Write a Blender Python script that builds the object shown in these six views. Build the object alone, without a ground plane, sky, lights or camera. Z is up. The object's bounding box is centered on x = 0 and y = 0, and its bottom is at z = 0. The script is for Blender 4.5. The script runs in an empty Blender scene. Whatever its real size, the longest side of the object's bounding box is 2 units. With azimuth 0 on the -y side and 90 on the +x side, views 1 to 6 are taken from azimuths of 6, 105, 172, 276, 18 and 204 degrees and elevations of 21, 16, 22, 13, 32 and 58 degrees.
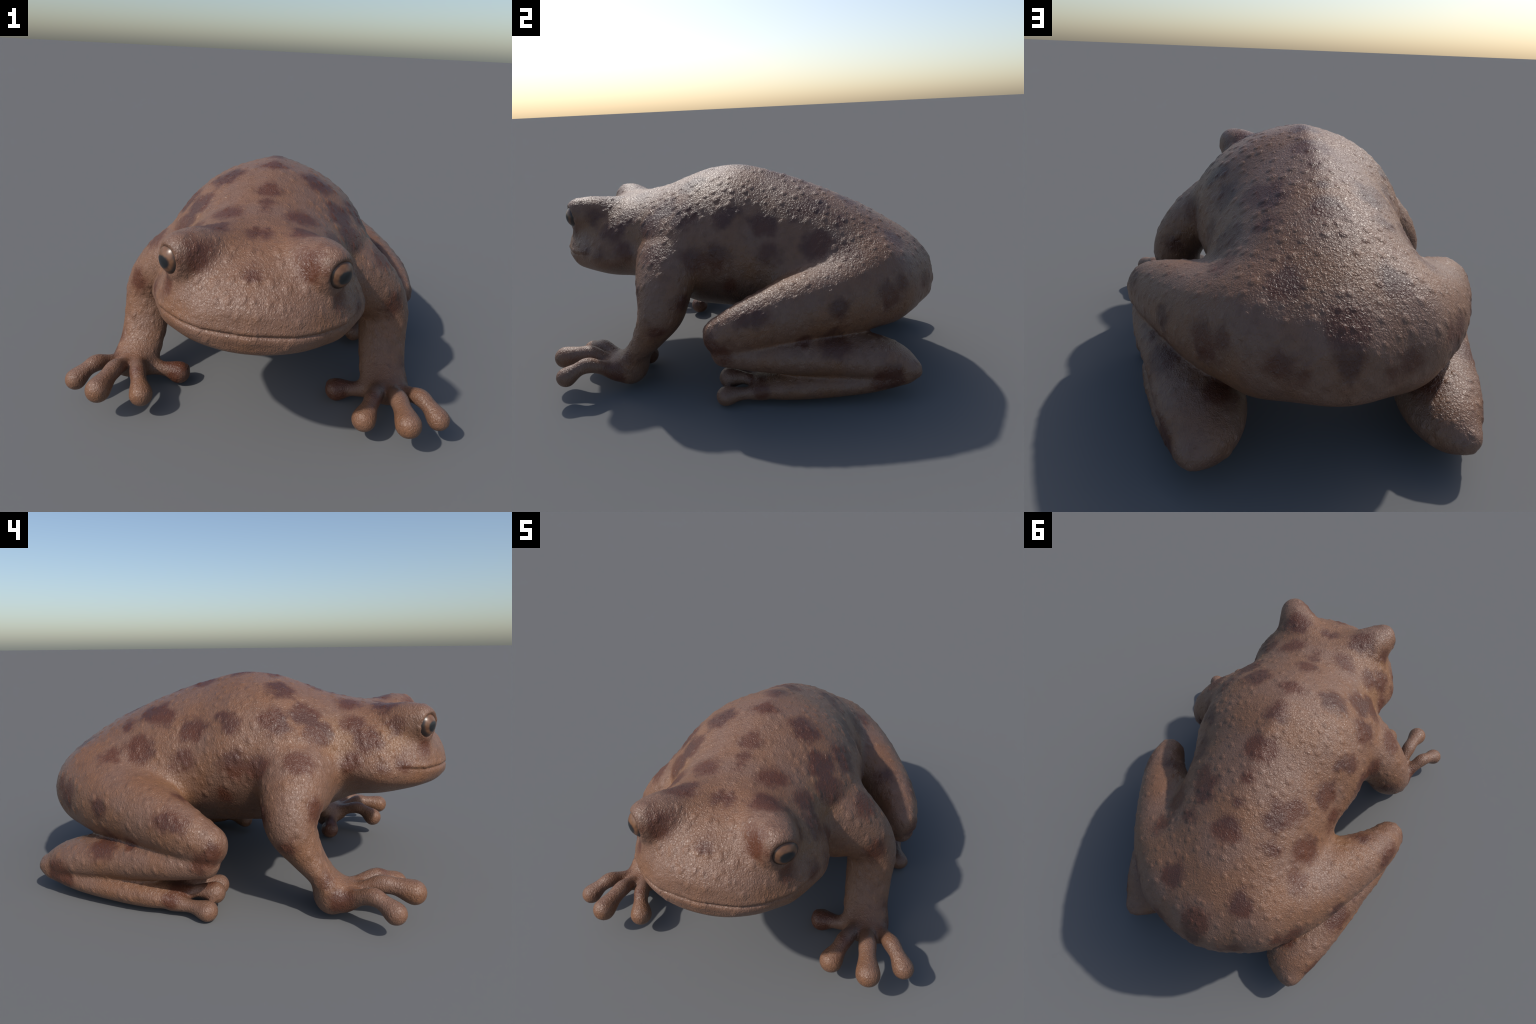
"""A brown spotted frog, crouched on all fours.

The left half of the animal is described by lofted sections (torso, head) and
tapered elliptical tubes along curved spines (limbs, fingers, toes), blended
into one smooth skin, mirrored, meshed, then divided into anatomical parts."""
import bpy, math
import numpy as np
from mathutils import Vector

H = 0.0085                       # size of a skin cell before subdivision
SUBDIV = 1
X1, Y0, Y1, Z0, Z1 = 0.92, -1.10, 1.10, -0.06, 1.10
NX, NY, NZ = int(X1 / H) + 1, int((Y1 - Y0) / H) + 1, int((Z1 - Z0) / H) + 1
GX = (np.arange(NX) + 0.5) * H   # half space, x > 0
GY = Y0 + np.arange(NY) * H
GZ = Z0 + np.arange(NZ) * H
FAR = 0.25


# ------------------------------------------------------------- small maths
def smin(a, b, k):
    h = np.clip(k - np.abs(a - b), 0, None) / k
    return np.minimum(a, b) - h * h * h * k / 6.0


def pchip(xs, ys, x):
    """Monotone cubic through the section table; straight beyond its ends."""
    xs, ys, x = np.asarray(xs, float), np.asarray(ys, float), np.asarray(x, float)
    h, d = np.diff(xs), np.diff(ys) / np.diff(xs)
    m = np.zeros_like(ys)
    m[0], m[-1] = d[0], d[-1]
    for i in range(1, len(xs) - 1):
        if d[i - 1] * d[i] > 0:
            w1, w2 = 2 * h[i] + h[i - 1], h[i] + 2 * h[i - 1]
            m[i] = (w1 + w2) / (w1 / d[i - 1] + w2 / d[i])
    i = np.clip(np.searchsorted(xs, x) - 1, 0, len(xs) - 2)
    t = (x - xs[i]) / h[i]
    tc = np.clip(t, 0, 1)
    v = ((1 + 2 * tc) * (1 - tc) ** 2 * ys[i] + tc * (1 - tc) ** 2 * h[i] * m[i]
         + tc * tc * (3 - 2 * tc) * ys[i + 1] + tc * tc * (tc - 1) * h[i] * m[i + 1])
    return v + np.where(t < 0, t * h[i] * m[i], 0) + np.where(t > 1, (t - 1) * h[i] * m[i + 1], 0)


def to_distance(f):
    """Turn an implicit value into an approximate distance on the grid."""
    g = np.gradient(f, H)
    return np.clip(f / np.sqrt(g[0] ** 2 + g[1] ** 2 + g[2] ** 2 + 1e-4), -FAR, FAR)


def box(lo, hi, pad=0.12):
    out = []
    for g, a, b in zip((GX, GY, GZ), lo, hi):
        i = int(np.clip(np.searchsorted(g, a - pad), 0, len(g) - 3))
        j = int(np.clip(np.searchsorted(g, b + pad), i + 3, len(g)))
        out.append(slice(i, j))
    return tuple(out)


def grid(s):
    return np.meshgrid(GX[s[0]], GY[s[1]], GZ[s[2]], indexing="ij")


# --------------------------------------------------------------- body parts
def section_loft(table, power_up, power_down, keel=0.0):
    """Sections across y: (y, half width, height of widest point, rise, drop)."""
    t = np.array(table, float)
    y = GY
    a2 = pchip(t[:, 0], t[:, 1] * np.abs(t[:, 1]), y)
    zm = pchip(t[:, 0], t[:, 2], y)
    u2 = pchip(t[:, 0], t[:, 3] * np.abs(t[:, 3]), y)
    d2 = pchip(t[:, 0], t[:, 4] * np.abs(t[:, 4]), y)
    a, u, d = (np.sqrt(np.clip(q, 1e-4, None))[None, :, None] for q in (a2, u2, d2))
    if not np.isscalar(power_up):
        p = np.array(power_up, float)
        power_up = pchip(p[:, 0], p[:, 1], np.clip(y, p[0, 0], p[-1, 0]))[None, :, None]
    X, Z = GX[:, None, None], GZ[None, None, :] - zm[None, :, None]
    crest = np.exp(-((y - 0.06) / 0.30) ** 2)[None, :, None] * np.exp(-X / 0.07)
    Z = Z - keel * (crest - 0.35 * np.exp(-((y - 0.06) / 0.30) ** 2)[None, :, None]) * (Z > 0)
    fu = (np.abs(X / a) ** power_up + np.abs(Z / u) ** power_up) ** (1 / power_up)
    fd = (np.abs(X / a) ** power_down + np.abs(Z / d) ** power_down) ** (1 / power_down)
    f = to_distance(np.where(Z > 0, fu, fd) - 1)
    ends = np.maximum(t[0, 0] - y, y - t[-1, 0])[None, :, None]
    return np.maximum(f, np.broadcast_to(ends, f.shape))


def blur(F, rounds):
    """Soften a field with a 1-2-1 kernel along the three axes (mirrored at x = 0)."""
    for _ in range(rounds):
        for ax in range(3):
            first = F.take([0], ax)
            last = F.take([-1], ax)
            G = np.concatenate([first, F, last], ax)
            n = F.shape[ax]
            F = 0.5 * F + 0.25 * (G.take(range(n), ax) + G.take(range(2, n + 2), ax))
    return F


def spline(points, per=10):
    """Catmull-Rom resampling of rows (x, y, z, radius across, radius along)."""
    p = np.array(points, float)
    if len(p) == 2:
        return p
    p = np.vstack([2 * p[0] - p[1], p, 2 * p[-1] - p[-2]])
    rows = []
    for i in range(1, len(p) - 2):
        for t in np.arange(per) / per:
            rows.append(0.5 * (2 * p[i] + (p[i + 1] - p[i - 1]) * t
                               + (2 * p[i - 1] - 5 * p[i] + 4 * p[i + 1] - p[i + 2]) * t * t
                               + (3 * p[i] - p[i - 1] - 3 * p[i + 1] + p[i + 2]) * t ** 3))
    rows.append(p[-2])
    return np.array(rows)


def tube(points, side=(1, 0, 0), per=10):
    """A tube with an elliptical section: radius ra along `side`, rb across it."""
    s = spline(points, per)
    c, r = s[:, :3], s[:, 3:5]
    rm = r.max()
    b = box(c.min(0) - rm, c.max(0) + rm)
    X, Y, Z = grid(b)
    P = np.stack([X, Y, Z], -1)
    best = np.full(X.shape, FAR)
    for i in range(len(c) - 1):
        lo, hi = np.minimum(c[i], c[i + 1]) - rm, np.maximum(c[i], c[i + 1]) + rm
        k = []
        for ax, (g, sl) in enumerate(zip((GX, GY, GZ), b)):
            gg = g[sl]
            k.append(slice(int(np.searchsorted(gg, lo[ax] - 0.10)), int(np.searchsorted(gg, hi[ax] + 0.10))))
        k = tuple(k)
        Q = P[k] - c[i]
        if Q.size == 0:
            continue
        ab = c[i + 1] - c[i]
        t = np.clip(Q @ ab / (ab @ ab), 0, 1)
        ra, rb = (r[i, j] + (r[i + 1, j] - r[i, j]) * t for j in (0, 1))
        w = ab / np.linalg.norm(ab)
        u = np.asarray(side, float) - np.dot(side, w) * w
        u /= np.linalg.norm(u)
        v = np.cross(w, u)
        O = Q - t[..., None] * ab
        rl = np.minimum(ra, rb)
        ou, ov, ow = O @ u, O @ v, O @ w
        k0 = np.sqrt((ou / ra) ** 2 + (ov / rb) ** 2 + (ow / rl) ** 2)
        k1 = np.sqrt((ou / ra ** 2) ** 2 + (ov / rb ** 2) ** 2 + (ow / rl ** 2) ** 2)
        d = np.where(k1 > 1e-6, k0 * (k0 - 1) / np.maximum(k1, 1e-6), -rl)
        best[k] = np.minimum(best[k], d)
    full = np.full((NX, NY, NZ), FAR)
    full[b] = best
    return full


# Torso and head: y, half width, height of the widest point, rise, drop
TORSO = [(-0.62, 0.27, 0.66, 0.18, 0.20), (-0.45, 0.335, 0.65, 0.235, 0.30), (-0.30, 0.39, 0.64, 0.31, 0.345),
         (-0.15, 0.452, 0.63, 0.361, 0.36), (0.0, 0.450, 0.62, 0.378, 0.355), (0.2, 0.403, 0.58, 0.374, 0.32),
         (0.4, 0.385, 0.54, 0.35, 0.29), (0.6, 0.375, 0.49, 0.315, 0.26), (0.75, 0.333, 0.46, 0.26, 0.21),
         (0.87, 0.26, 0.435, 0.20, 0.15), (0.95, 0.155, 0.425, 0.125, 0.095), (0.99, 0.0, 0.42, 0.0, 0.0)]
ROUNDNESS = [(-0.6, 1.9), (-0.2, 1.95), (0.0, 1.86), (0.2, 1.70), (0.6, 1.8), (1.0, 2.0)]   # spine ridge sharpest mid-back
HEAD = [(-1.003, 0.0, 0.58, 0.0, 0.0), (-0.985, 0.13, 0.58, 0.075, 0.06), (-0.94, 0.24, 0.58, 0.14, 0.09),
        (-0.86, 0.325, 0.585, 0.20, 0.12), (-0.75, 0.375, 0.585, 0.248, 0.145), (-0.65, 0.398, 0.59, 0.262, 0.165),
        (-0.55, 0.375, 0.605, 0.262, 0.18), (-0.46, 0.345, 0.62, 0.26, 0.205), (-0.3, 0.30, 0.64, 0.24, 0.22), (-0.15, 0.2, 0.64, 0.15, 0.15)]
TURRET = [(0.14, -0.68, 0.755, 0.105, 0.095), (0.22, -0.77, 0.786, 0.097, 0.092), (0.263, -0.829, 0.797, 0.077, 0.080)]
BREAST = [(0.24, -0.38, 0.55, 0.09, 0.09), (0.38, -0.35, 0.475, 0.085, 0.085)]
JAW_RIDGE = [(0.30, -0.82, 0.572, 0.02, 0.02), (0.350, -0.72, 0.58, 0.026, 0.026), (0.375, -0.65, 0.578, 0.026, 0.026), (0.35, -0.52, 0.60, 0.025, 0.025)]
GAZE = np.array((0.64, -0.76, 0.08))
LENS = np.array((0.300, -0.862, 0.789))      # middle of the eye opening
EYE_R = 0.062
EYE_AT = LENS - GAZE * 0.037
SOCKET = LENS + np.array((0.62, -0.74, -0.16)) * 0.040
SOCKET_R = 0.0625

ARM = [(0.22, -0.30, 0.60, 0.15, 0.20), (0.375, -0.285, 0.59, 0.13, 0.165), (0.493, -0.265, 0.495, 0.120, 0.138),
       (0.55, -0.265, 0.385, 0.115, 0.11), (0.555, -0.325, 0.275, 0.107, 0.077), (0.56, -0.395, 0.18, 0.102, 0.058),
       (0.575, -0.455, 0.10, 0.10, 0.075)]
PALM = [(0.575, -0.447, 0.092, 0.094, 0.080), (0.585, -0.52, 0.10, 0.085, 0.05)]
FINGERS = [
    [(0.52, -0.475, 0.085, 0.04, 0.04), (0.445, -0.475, 0.072, 0.033, 0.033), (0.415, -0.470, 0.068, 0.036, 0.036), (0.366, -0.463, 0.052, 0.052, 0.052)],
    [(0.545, -0.52, 0.11, 0.04, 0.04), (0.525, -0.575, 0.135, 0.033, 0.033), (0.505, -0.635, 0.150, 0.037, 0.037), (0.487, -0.68, 0.134, 0.034, 0.036), (0.464, -0.725, 0.105, 0.051, 0.051)],
    [(0.59, -0.54, 0.11, 0.04, 0.04), (0.60, -0.595, 0.143, 0.034, 0.034), (0.606, -0.645, 0.160, 0.040, 0.040), (0.615, -0.705, 0.156, 0.038, 0.038), (0.629, -0.775, 0.14, 0.053, 0.053)],
    [(0.63, -0.50, 0.09, 0.045, 0.045), (0.675, -0.555, 0.13, 0.034, 0.034), (0.706, -0.602, 0.150, 0.038, 0.038), (0.735, -0.640, 0.138, 0.034, 0.034), (0.766, -0.682, 0.113, 0.047, 0.047)]]

THIGH = [(0.22, 0.71, 0.45, 0.19, 0.20), (0.36, 0.59, 0.43, 0.165, 0.175), (0.495, 0.37, 0.405, 0.148, 0.150),
         (0.615, 0.19, 0.365, 0.108, 0.118), (0.661, 0.07, 0.325, 0.08, 0.092)]
SHIN = [(0.668, 0.085, 0.248, 0.06, 0.060), (0.61, 0.25, 0.23, 0.095, 0.077), (0.513, 0.45, 0.205, 0.13, 0.096),
        (0.43, 0.65, 0.175, 0.158, 0.10), (0.415, 0.79, 0.145, 0.13, 0.09), (0.445, 0.89, 0.125, 0.058, 0.047)]
FOOT = [(0.42, 0.85, 0.11, 0.09, 0.06), (0.47, 0.68, 0.085, 0.105, 0.065), (0.535, 0.48, 0.075, 0.100, 0.067),
        (0.575, 0.32, 0.068, 0.095, 0.060), (0.585, 0.22, 0.066, 0.085, 0.046)]
TOES = [
    [(0.635, 0.24, 0.05, 0.035, 0.035), (0.66, 0.15, 0.05, 0.029, 0.029), (0.68, 0.08, 0.042, 0.049, 0.045)],
    [(0.585, 0.23, 0.065, 0.035, 0.035), (0.58, 0.14, 0.085, 0.029, 0.029), (0.58, 0.065, 0.08, 0.048, 0.050)],
    [(0.535, 0.25, 0.075, 0.04, 0.04), (0.50, 0.15, 0.08, 0.031, 0.031), (0.47, 0.065, 0.065, 0.046, 0.048)]]

SIDE_LEG = (0.86, 0.5, 0.0)


def skin_field():
    """Blend the parts; return the field and, per part, its own field."""
    f = {}
    f["torso"] = blur(section_loft(TORSO, ROUNDNESS, 2.2, keel=0.022), 4)
    f["head"] = smin(blur(section_loft(HEAD, 2.1, 2.2), 4), smin(tube(TURRET), tube(JAW_RIDGE), 0.04), 0.11)
    f["forelimb"] = tube(ARM)
    f["hand"] = tube(PALM)
    for i, p in enumerate(FINGERS):
        f["finger%d" % i] = tube(p, side=(0.7, 0.2, 0.7))
    f["thigh"] = tube(THIGH, side=(0.8, 0.6, 0.0))
    f["shin"] = tube(SHIN, side=SIDE_LEG)
    f["foot"] = tube(FOOT, side=SIDE_LEG)
    for i, p in enumerate(TOES):
        f["toe%d" % i] = tube(p)
    f["torso"] = smin(f["torso"], tube(BREAST), 0.10)
    a = smin(f["torso"], f["head"], 0.10)
    a = smin(a, f["forelimb"], 0.12)
    hand = f["hand"]
    for i in range(len(FINGERS)):
        hand = smin(hand, f["finger%d" % i], 0.03)
    a = smin(a, hand, 0.05)
    a = smin(a, f["thigh"], 0.14)
    foot = f["foot"]
    for i in range(len(TOES)):
        foot = smin(foot, f["toe%d" % i], 0.03)
    # the eye opening: hollow the turret along the direction of gaze
    E = grid((slice(None),) * 3)
    hole = np.sqrt(sum((g - c) ** 2 for g, c in zip(E, SOCKET))) - SOCKET_R
    a = -smin(-a, hole, 0.010)
    leg = smin(f["shin"], foot, 0.02)
    a = blur(smin(a, leg, 0.015), 1)
    return a, f


def surface_nets(F):
    """Quads around every edge of the grid that crosses the skin."""
    nx, ny, nz = F.shape
    inside = F < 0
    c = [F[i:nx - 1 + i, j:ny - 1 + j, k:nz - 1 + k] for i in (0, 1) for j in (0, 1) for k in (0, 1)]
    cs = np.array([(i, j, k) for i in (0, 1) for j in (0, 1) for k in (0, 1)], float)
    n_in = sum((q < 0).astype(np.int8) for q in c)
    cells = np.argwhere((n_in > 0) & (n_in < 8))
    ii, jj, kk = cells.T
    vals = np.stack([q[ii, jj, kk] for q in c], 1)
    acc, cnt = np.zeros((len(cells), 3)), np.zeros(len(cells))
    for a in range(8):
        for b in range(a + 1, 8):
            if np.abs(cs[a] - cs[b]).sum() != 1:
                continue
            m = (vals[:, a] < 0) != (vals[:, b] < 0)
            t = vals[m, a] / (vals[m, a] - vals[m, b])
            acc[m] += cs[a] + t[:, None] * (cs[b] - cs[a])
            cnt[m] += 1
    verts = cells + acc / cnt[:, None]
    idx = np.full((nx - 1, ny - 1, nz - 1), -1, np.int64)
    idx[ii, jj, kk] = np.arange(len(cells))
    quads = []
    for ax in range(3):
        o = [x for x in range(3) if x != ax]
        lo, hi = [slice(None)] * 3, [slice(None)] * 3
        lo[ax], hi[ax] = slice(0, -1), slice(1, None)
        cross = np.argwhere(inside[tuple(lo)] != inside[tuple(hi)])
        cross = cross[(cross[:, o[0]] > 0) & (cross[:, o[1]] > 0)
                      & (cross[:, o[0]] < F.shape[o[0]] - 1) & (cross[:, o[1]] < F.shape[o[1]] - 1)]
        flip = inside[tuple(cross.T)]
        d0, d1 = np.zeros(3, int), np.zeros(3, int)
        d0[o[0]], d1[o[1]] = 1, 1
        q = np.stack([idx[tuple((cross - e).T)] for e in (d0 * 0, d0, d0 + d1, d1)], 1)
        if ax == 1:
            flip = ~flip
        q[~flip] = q[~flip][:, ::-1]
        quads.append(q)
    return verts, np.vstack(quads)


def sample(F, p):
    """Trilinear look-up of a half-space field at points (|x|, y, z)."""
    q = np.stack([(np.abs(p[:, 0])) / H - 0.5, (p[:, 1] - Y0) / H, (p[:, 2] - Z0) / H], 1)
    q = np.clip(q, 0, np.array(F.shape) - 1.001)
    i = q.astype(int)
    t = q - i
    out = 0
    for a in (0, 1):
        for b in (0, 1):
            for c in (0, 1):
                w = ((t[:, 0] if a else 1 - t[:, 0]) * (t[:, 1] if b else 1 - t[:, 1]) * (t[:, 2] if c else 1 - t[:, 2]))
                out = out + w * F[i[:, 0] + a, i[:, 1] + b, i[:, 2] + c]
    return out


def make_mesh(name, verts, quads):
    me = bpy.data.meshes.new(name)
    me.vertices.add(len(verts))
    me.vertices.foreach_set("co", np.asarray(verts, np.float32).ravel())
    me.loops.add(quads.size)
    me.loops.foreach_set("vertex_index", quads.astype(np.int32).ravel())
    me.polygons.add(len(quads))
    me.polygons.foreach_set("loop_start", np.arange(len(quads), dtype=np.int32) * 4)
    me.polygons.foreach_set("loop_total", np.full(len(quads), 4, np.int32))
    me.update(calc_edges=True)
    me.validate()
    return me


def read(me):
    v = np.empty(len(me.vertices) * 3, np.float32)
    me.vertices.foreach_get("co", v)
    q = np.empty(len(me.loops), np.int32)
    me.loops.foreach_get("vertex_index", q)
    return v.reshape(-1, 3).astype(float), q.reshape(-1, 4)


def vertex_normals(v, q):
    n = np.cross(v[q[:, 2]] - v[q[:, 0]], v[q[:, 3]] - v[q[:, 1]])
    out = np.zeros_like(v)
    for k in range(4):
        for c in range(3):
            out[:, c] += np.bincount(q[:, k], n[:, c], len(v))
    return out / (np.linalg.norm(out, axis=1, keepdims=True) + 1e-12)


def relax(v, q, rounds, amount=0.5):
    """Move every vertex towards the mean of its quad neighbours."""
    for r in range(rounds):
        for w in (amount, -amount * 1.03):
            acc, cnt = np.zeros_like(v), np.bincount(q.ravel(), minlength=len(v)).astype(float)
            for k in range(4):
                mid = (v[q[:, (k + 1) % 4]] + v[q[:, k - 1]]) / 2
                for c in range(3):
                    acc[:, c] += np.bincount(q[:, k], mid[:, c], len(v))
            v = v + w * (acc / cnt[:, None] - v)
    return v


def build_skin():
    half, parts = skin_field()
    F = np.concatenate([half[::-1], half], 0)
    v, q = surface_nets(F)
    v = np.stack([(v[:, 0] + 0.5 - NX) * H, v[:, 1] * H + Y0, v[:, 2] * H + Z0], 1)
    v = relax(v, q, 4)
    me = make_mesh("skin", v, q)
    ob = bpy.data.objects.new("skin", me)
    bpy.context.scene.collection.objects.link(ob)
    mod = ob.modifiers.new("fine", "SUBSURF")
    mod.levels = mod.render_levels = SUBDIV
    dg = bpy.context.evaluated_depsgraph_get()
    fine = bpy.data.meshes.new_from_object(ob.evaluated_get(dg))
    v, q = read(fine)
    for x in (ob,):
        bpy.data.objects.remove(x)
    bpy.data.meshes.remove(me)
    bpy.data.meshes.remove(fine)
    return v, q, parts


# ------------------------------------------------------------ surface relief
def smooth(lo, hi, x):
    t = np.clip((x - lo) / (hi - lo), 0, 1)
    return t * t * (3 - 2 * t)


def mouth_line(y):
    """Height of the slit between the lips, from the snout back to the corner."""
    return np.interp(y, (-1.01, -0.93, -0.84, -0.745, -0.60), (0.590, 0.592, 0.596, 0.606, 0.612))


def carve_mouth(v, n):
    dz = v[:, 2] - mouth_line(v[:, 1])
    near = smooth(-0.70, -0.82, v[:, 1]) 
    groove = -0.0075 * np.exp(-(dz / 0.005) ** 2)
    upper = 0.002 * np.exp(-((dz - 0.016) / 0.012) ** 2)
    jaw = -0.009 * smooth(0.002, -0.008, dz) * smooth(-0.085, -0.02, dz) * smooth(-0.99, -0.80, v[:, 1])
    lip = 0.0025 * np.exp(-((dz + 0.022) / 0.014) ** 2) * smooth(-0.78, -0.92, v[:, 1])
    return v + n * (near * (groove + upper + jaw + lip))[:, None]


def wart_density(p, n):
    """How closely the warts stand: dense on the back, none below or on the toes."""
    x, y, z = np.abs(p[0]), p[1], p[2]
    if n[2] < -0.35 or z < 0.05:
        return 0.0
    if y < -0.47 and z < 0.22:
        return 0.0
    if y < 0.30 and z < 0.13 and x > 0.4:
        return 0.0
    if y < -0.72 and (x < 0.22 or z > 0.70):
        return 0.12
    return 1.0 if n[2] > -0.1 else 0.55


def grow_warts(v, n, rng):
    """Blunt conical warts, scattered so that no two stand too close."""
    from mathutils.kdtree import KDTree
    tree = KDTree(len(v))
    for i, p in enumerate(v):
        tree.insert(p, i)
    tree.balance()
    placed = KDTree(1)
    cell, taken, warts = 0.065, {}, []
    for i in rng.permutation(len(v))[:26000]:
        p = v[i]
        if p[0] < 0 or rng.random() > wart_density(p, n[i]):
            continue
        gap = 0.037 + 0.020 * rng.random()
        key = tuple((p / cell).astype(int))
        clash = False
        for a in (-1, 0, 1):
            for b in (-1, 0, 1):
                for c in (-1, 0, 1):
                    for o in taken.get((key[0] + a, key[1] + b, key[2] + c), ()):
                        if np.dot(o - p, o - p) < gap * gap:
                            clash = True
        if clash or p[0] < 0.012:
            continue
        taken.setdefault(key, []).append(p)
        small = rng.random() < 0.4
        warts.append((p, n[i], 0.008 + 0.003 * rng.random() if small else 0.0125 + 0.0055 * rng.random(), 0.185))
    for count, y, half in ((3, -0.80, 0.16), (4, -0.905, 0.20), (3, -0.955, 0.13)):
        for i in range(count):              # rows across the snout
            x = (i + 0.15) * half / (count - 0.5) + 0.006
            row = np.where((np.abs(v[:, 0] - x) < 0.004) & (np.abs(v[:, 1] - y - 0.25 * x * x) < 0.004) & (n[:, 2] > 0.05))[0]
            if len(row):
                warts.append((v[row[0]], n[row[0]], 0.0115 + 0.004 * rng.random(), 0.22))
    push = np.zeros(len(v))
    for p, w, r, tall in warts:
        for side in (1, -1):
            q = Vector((p[0] * side, p[1], p[2]))
            r2 = r * (0.9 + 0.2 * rng.random())
            run = np.array((0.30 * side, -0.35, -1.0))          # warts run downhill
            run /= np.linalg.norm(run)
            m = n[tree.find(q)[1]]
            run -= m * (run @ m)
            steep = min(1.0, np.linalg.norm(run))
            run /= np.linalg.norm(run) + 1e-9
            long = 1.0 + 0.6 * steep ** 2
            for co, k, d in tree.find_range(q, r2 * long):
                if n[k] @ m > 0.3:
                    e = v[k] - np.array(q)
                    along = e @ run
                    d2 = (d * d - along * along) + (along / long) ** 2
                    t = 1 - d2 / (r2 * r2)
                    if t > 0:
                        push[k] = max(push[k], r2 * tall * t * t * (3 - 2 * t))
    return v + n * push[:, None]


# ------------------------------------------------------------------ materials
class Nodes:
    """Short-hand for wiring a material."""

    def __init__(self, name):
        self.m = bpy.data.materials.new(name)
        self.m.use_nodes = True
        self.t = self.m.node_tree
        self.bsdf = self.t.nodes["Principled BSDF"]

    def put(self, sock, val):
        if isinstance(val, bpy.types.NodeSocket):
            self.t.links.new(val, sock)
        elif val is not None:
            sock.default_value = val

    def add(self, kind, **props):
        n = self.t.nodes.new("ShaderNode" + kind)
        for k, val in props.items():
            setattr(n, k, val)
        return n

    def math(self, op, a, b=None, c=None, clamp=False):
        n = self.add("Math", operation=op, use_clamp=clamp)
        for s, val in zip(n.inputs, (a, b, c)):
            self.put(s, val)
        return n.outputs[0]

    def ramp(self, x, lo, hi, a=0.0, b=1.0):
        n = self.add("MapRange", interpolation_type="SMOOTHSTEP")
        for s, val in zip(n.inputs, (x, lo, hi, a, b)):
            self.put(s, val)
        return n.outputs[0]

    def mix(self, f, a, b, blend="MIX"):
        n = self.add("Mix", data_type="RGBA", blend_type=blend)
        self.put(n.inputs[0], f)
        for s, val in zip(n.inputs[6:8], (a, b)):
            self.put(s, (*val, 1) if isinstance(val, tuple) and len(val) == 3 else val)
        return n.outputs[2]

    def noise(self, co, scale, detail=2.0, rough=0.5, distort=0.0):
        n = self.add("TexNoise")
        self.put(n.inputs["Vector"], co)
        for k, val in (("Scale", scale), ("Detail", detail), ("Roughness", rough), ("Distortion", distort)):
            n.inputs[k].default_value = val
        return n.outputs["Fac"]


def skin_material(name, spots, rust=0.0):
    """Warm grey-brown hide with soft-edged dark blotches, mirrored left to right."""
    N = Nodes(name)
    co = N.add("TexCoord").outputs["Object"]
    xyz = N.add("SeparateXYZ")
    N.put(xyz.inputs[0], co)
    half = N.add("CombineXYZ")
    N.put(half.inputs[0], N.math("ABSOLUTE", xyz.outputs[0]))
    N.put(half.inputs[1], xyz.outputs[1])
    N.put(half.inputs[2], xyz.outputs[2])
    half = half.outputs[0]
    ragged = N.math("ADD", N.math("MULTIPLY", N.math("SUBTRACT", N.noise(half, 15, 2), 0.5), 0.10),
                    N.math("MULTIPLY", N.math("SUBTRACT", N.noise(half, 70, 2), 0.5), 0.022))
    blotch = None
    for x, y, z, r in spots:
        d = N.add("VectorMath", operation="DISTANCE")
        N.put(d.inputs[0], half)
        d.inputs[1].default_value = (x, y, z)
        inside = N.math("SUBTRACT", r, d.outputs["Value"])
        blotch = inside if blotch is None else N.math("MAXIMUM", blotch, inside)
    tone = N.noise(half, 5, 3)
    mottled = N.noise(half, 26, 3)
    col = N.mix(N.ramp(tone, 0.35, 0.65), BROWN, PINKISH)
    col = N.mix(N.math("MULTIPLY", N.ramp(mottled, 0.45, 0.72), 0.45), col, DULL)
    for places, paint, amount in ((WARM_PLACES, WARM, 0.65), (DARK_PLACES, DARK_BROWN, 0.6)):
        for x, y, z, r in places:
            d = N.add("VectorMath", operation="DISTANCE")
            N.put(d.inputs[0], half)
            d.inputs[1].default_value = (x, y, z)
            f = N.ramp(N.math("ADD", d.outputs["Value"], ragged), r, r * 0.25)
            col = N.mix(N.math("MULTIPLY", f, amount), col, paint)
    if blotch is not None:
        dark = N.ramp(N.math("ADD", blotch, ragged), -0.032, 0.022)
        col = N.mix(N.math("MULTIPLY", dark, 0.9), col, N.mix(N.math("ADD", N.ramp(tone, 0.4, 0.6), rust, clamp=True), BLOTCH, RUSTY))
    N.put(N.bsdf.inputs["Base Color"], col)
    flow = N.add("Mapping")
    N.put(flow.inputs["Vector"], co)
    flow.inputs["Scale"].default_value = (1.0, 1.0, 0.62)
    grain = N.noise(flow.outputs[0], 112, 2.5, 0.55, 0.9)
    N.put(N.bsdf.inputs["Roughness"], N.ramp(grain, 0.3, 0.7, 0.45, 0.37))
    N.bsdf.inputs["Specular IOR Level"].default_value = 0.5
    bump = N.add("Bump")
    bump.inputs["Strength"].default_value = 0.8
    bump.inputs["Distance"].default_value = 0.0063
    N.put(bump.inputs["Height"], grain)
    N.put(N.bsdf.inputs["Normal"], bump.outputs[0])
    return N.m


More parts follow.
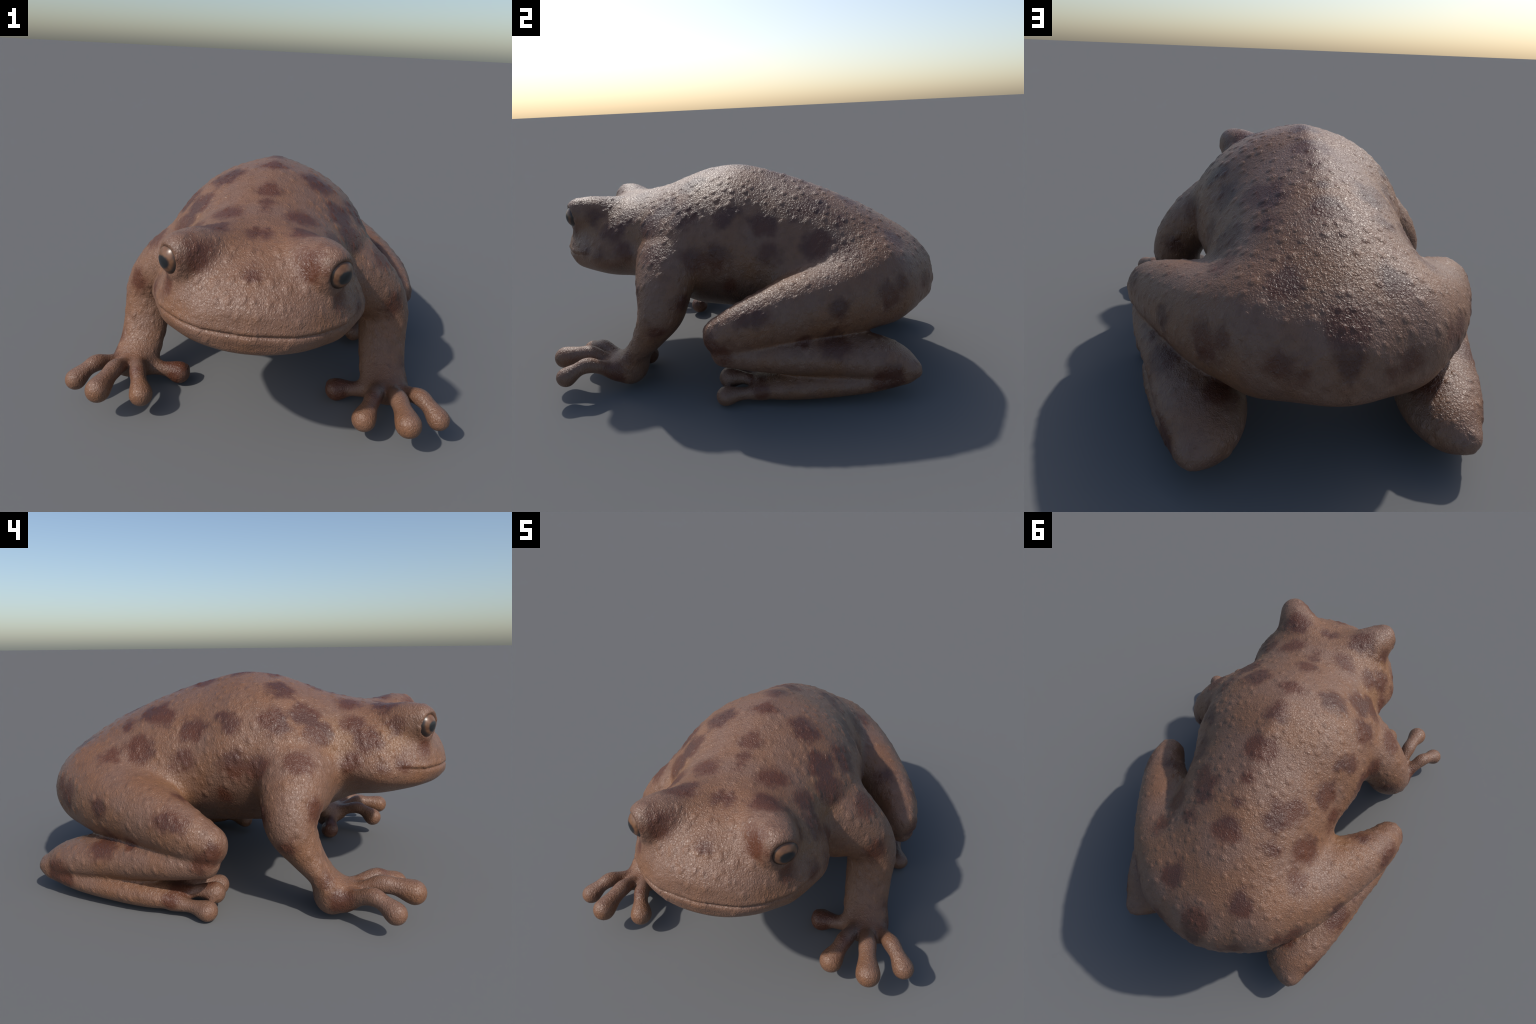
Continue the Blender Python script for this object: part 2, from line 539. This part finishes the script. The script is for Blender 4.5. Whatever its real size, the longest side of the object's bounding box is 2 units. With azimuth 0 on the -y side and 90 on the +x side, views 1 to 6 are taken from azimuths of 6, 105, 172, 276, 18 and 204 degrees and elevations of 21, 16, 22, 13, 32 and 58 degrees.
def eye_material():
    """Coppery iris, blurred dark lying pupil; +Z is the direction of gaze."""
    N = Nodes("frog_eye")
    co = N.add("TexCoord").outputs["Object"]
    s = N.add("SeparateXYZ")
    N.put(s.inputs[0], co)
    x, y, z = s.outputs
    wob = N.math("MULTIPLY", N.math("SUBTRACT", N.noise(co, 60, 2), 0.5), 0.010)
    px = N.math("DIVIDE", x, 0.029)
    py = N.math("DIVIDE", N.math("ADD", y, 0.008), 0.023)
    r = N.math("SQRT", N.math("ADD", N.math("MULTIPLY", px, px), N.math("MULTIPLY", py, py)))
    r = N.math("ADD", r, N.math("MULTIPLY", wob, 30))
    col = N.mix(N.ramp(N.noise(co, 45, 3), 0.35, 0.65), (0.17, 0.082, 0.042), (0.11, 0.05, 0.026))
    col = N.mix(N.ramp(r, 1.25, 0.85), col, (0.012, 0.014, 0.016))
    rim = N.math("SQRT", N.math("ADD", N.math("MULTIPLY", x, x), N.math("MULTIPLY", y, y)))
    col = N.mix(N.ramp(rim, 0.040, 0.049), col, (0.03, 0.02, 0.016))  # dark edge of the ball: shade of the socket painted into the colour
    N.put(N.bsdf.inputs["Base Color"], col)
    N.bsdf.inputs["Roughness"].default_value = 0.32
    return N.m


BROWN, PINKISH, DULL = (0.195, 0.092, 0.048), (0.186, 0.100, 0.066), (0.128, 0.061, 0.036)
BLOTCH, RUSTY = (0.068, 0.024, 0.016), (0.092, 0.028, 0.013)
WARM, DARK_BROWN = (0.22, 0.107, 0.048), (0.080, 0.037, 0.021)
WARM_PLACES = [(0.42, 0.30, 0.45, 0.16), (0.34, -0.44, 0.74, 0.15), (0.33, -0.70, 0.72, 0.09)]
DARK_PLACES = [(*LENS, 0.078), (0.42, -0.02, 0.42, 0.17), (0.39, 0.12, 0.34, 0.12)]  # first entry: socket shade painted over the reddish-brown lid; others: darker brown flanks
# Blotches of the left half (mirrored on the right): centre and radius
SPOTS = [
    (0.57, 0.09, 0.09, 0.04), (0.50, -0.66, 0.15, 0.026), (0.60, 0.21, 0.10, 0.05),
    (0.24, -0.91, 0.81, 0.020), (0.00, -0.88, 0.77, 0.028), (0.19, -0.87, 0.82, 0.055), (0.30, -0.85, 0.69, 0.035),
    (0.39, -0.74, 0.63, 0.030), (0.31, -0.71, 0.78, 0.035), (0.18, -0.69, 0.86, 0.067), (0.00, -0.69, 0.85, 0.033),
    (0.41, -0.65, 0.61, 0.030), (0.34, -0.59, 0.73, 0.059), (0.38, -0.53, 0.64, 0.029), (0.29, -0.53, 0.78, 0.049),
    (0.15, -0.52, 0.86, 0.056), (0.39, -0.52, 0.61, 0.029), (0.37, -0.47, 0.07, 0.062), (0.00, -0.49, 0.89, 0.019),
    (0.68, -0.48, 0.10, 0.053), (0.00, -0.45, 0.90, 0.029), (0.66, -0.42, 0.19, 0.021), (0.35, -0.37, 0.76, 0.069),
    (0.58, -0.37, 0.46, 0.051), (0.00, -0.35, 0.93, 0.044), (0.30, -0.32, 0.82, 0.069), (0.51, -0.30, 0.65, 0.051),
    (0.66, -0.26, 0.32, 0.028), (0.20, -0.20, 0.92, 0.069), (0.37, -0.18, 0.80, 0.069), (0.57, -0.15, 0.44, 0.042),
    (0.00, -0.15, 1.00, 0.047), (0.46, -0.11, 0.61, 0.061), (0.45, -0.01, 0.63, 0.060), (0.38, 0.01, 0.79, 0.037),
    (0.00, 0.01, 1.01, 0.047), (0.42, 0.04, 0.48, 0.033), (0.34, 0.04, 0.82, 0.040), (0.73, 0.04, 0.31, 0.045),
    (0.73, 0.09, 0.29, 0.048), (0.33, 0.20, 0.77, 0.063), (0.04, 0.20, 0.96, 0.054), (0.70, 0.20, 0.44, 0.039),
    (0.55, 0.21, 0.50, 0.037), (0.39, 0.23, 0.64, 0.052), (0.69, 0.25, 0.44, 0.040), (0.67, 0.25, 0.07, 0.033),
    (0.00, 0.33, 0.92, 0.027), (0.23, 0.35, 0.81, 0.055), (0.19, 0.41, 0.82, 0.069), (0.59, 0.42, 0.31, 0.026),
    (0.00, 0.44, 0.87, 0.018), (0.33, 0.45, 0.67, 0.069), (0.20, 0.54, 0.76, 0.036), (0.00, 0.56, 0.82, 0.061),
    (0.55, 0.57, 0.27, 0.069), (0.55, 0.58, 0.45, 0.049), (0.35, 0.59, 0.63, 0.043), (0.36, 0.74, 0.25, 0.052),
    (0.17, 0.79, 0.66, 0.056), (0.41, 0.80, 0.46, 0.058), (0.54, 0.80, 0.12, 0.065), (0.37, 0.83, 0.49, 0.040),
    (0.00, 0.92, 0.58, 0.063), (0.19, 0.94, 0.47, 0.047), (0.14, 0.96, 0.45, 0.027), (0.00, 0.98, 0.48, 0.045),]


# ----------------------------------------------------------------- assembling
def split(v, q, normals, keep, name, material):
    used, local = np.unique(q[keep], return_inverse=True)
    me = make_mesh(name, v[used], local.reshape(-1, 4))
    me.polygons.foreach_set("use_smooth", np.ones(int(keep.sum()), bool))
    me.materials.append(material)
    me.normals_split_custom_set_from_vertices(normals[used].tolist())
    ob = bpy.data.objects.new(name, me)
    bpy.context.scene.collection.objects.link(ob)
    return ob


def main():
    rng = np.random.default_rng(7)
    v, q, parts = build_skin()
    n = vertex_normals(v, q)
    v = carve_mouth(v, n)
    n = vertex_normals(v, q)
    v = grow_warts(v, n, rng)
    v[:, 2] -= v[:, 2].min()
    normals = vertex_normals(v, q)

    keys = list(parts)
    mid = v[q].mean(1)
    owner = np.argmin(np.stack([sample(parts[k], mid) for k in keys]), 0)
    left = mid[:, 0] > 0

    root = bpy.data.objects.new("frog", None)
    root["label"] = "crouching brown frog with dark blotches and warty skin"
    root["category"] = "frog"
    bpy.context.scene.collection.objects.link(root)

    mats = {}

    def material(kind, keep):
        if kind not in mats:
            p = np.abs(v[np.unique(q[keep])]) * (1, 0, 0) + v[np.unique(q[keep])] * (0, 1, 1)
            near = [s for s in SPOTS if (np.linalg.norm(p - s[:3], axis=1).min() < s[3] + 0.06)]
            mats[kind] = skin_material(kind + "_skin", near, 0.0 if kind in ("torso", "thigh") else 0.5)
        return mats[kind]

    torso = split(v, q, normals, owner == keys.index("torso"), "torso", material("torso", owner == keys.index("torso")))
    head = split(v, q, normals, owner == keys.index("head"), "head", material("head", owner == keys.index("head")))
    torso.parent = head.parent = root
    for side in (left, ~left):
        for limb, subs in (("forelimb", ["hand"] + ["finger%d" % i for i in range(4)]),
                           ("thigh", ["shin", "foot"] + ["toe%d" % i for i in range(3)])):
            keep = (owner == keys.index(limb)) & side
            top = split(v, q, normals, keep, "hindlimb" if limb == "thigh" else limb, material(limb, keep))
            top.parent = root
            for sub in subs:
                keep = (owner == keys.index(sub)) & side
                if not keep.any():
                    continue
                kind = sub.rstrip("0123456789")
                ob = split(v, q, normals, keep, kind, material(sub, keep))
                ob.parent = top

    import bmesh
    bm = bmesh.new()
    bmesh.ops.create_uvsphere(bm, u_segments=64, v_segments=40, radius=EYE_R)
    ball = bpy.data.meshes.new("eye")
    bm.to_mesh(ball)
    bm.free()
    ball.polygons.foreach_set("use_smooth", np.ones(len(ball.polygons), bool))
    ball.materials.append(eye_material())
    for s in (1, -1):
        eye = bpy.data.objects.new("eye", ball)
        eye.location = (EYE_AT[0] * s, EYE_AT[1], EYE_AT[2])
        eye.rotation_euler = Vector((GAZE[0] * s, GAZE[1], GAZE[2])).to_track_quat("Z", "Y").to_euler()
        bpy.context.scene.collection.objects.link(eye)
        eye.parent = head


main()
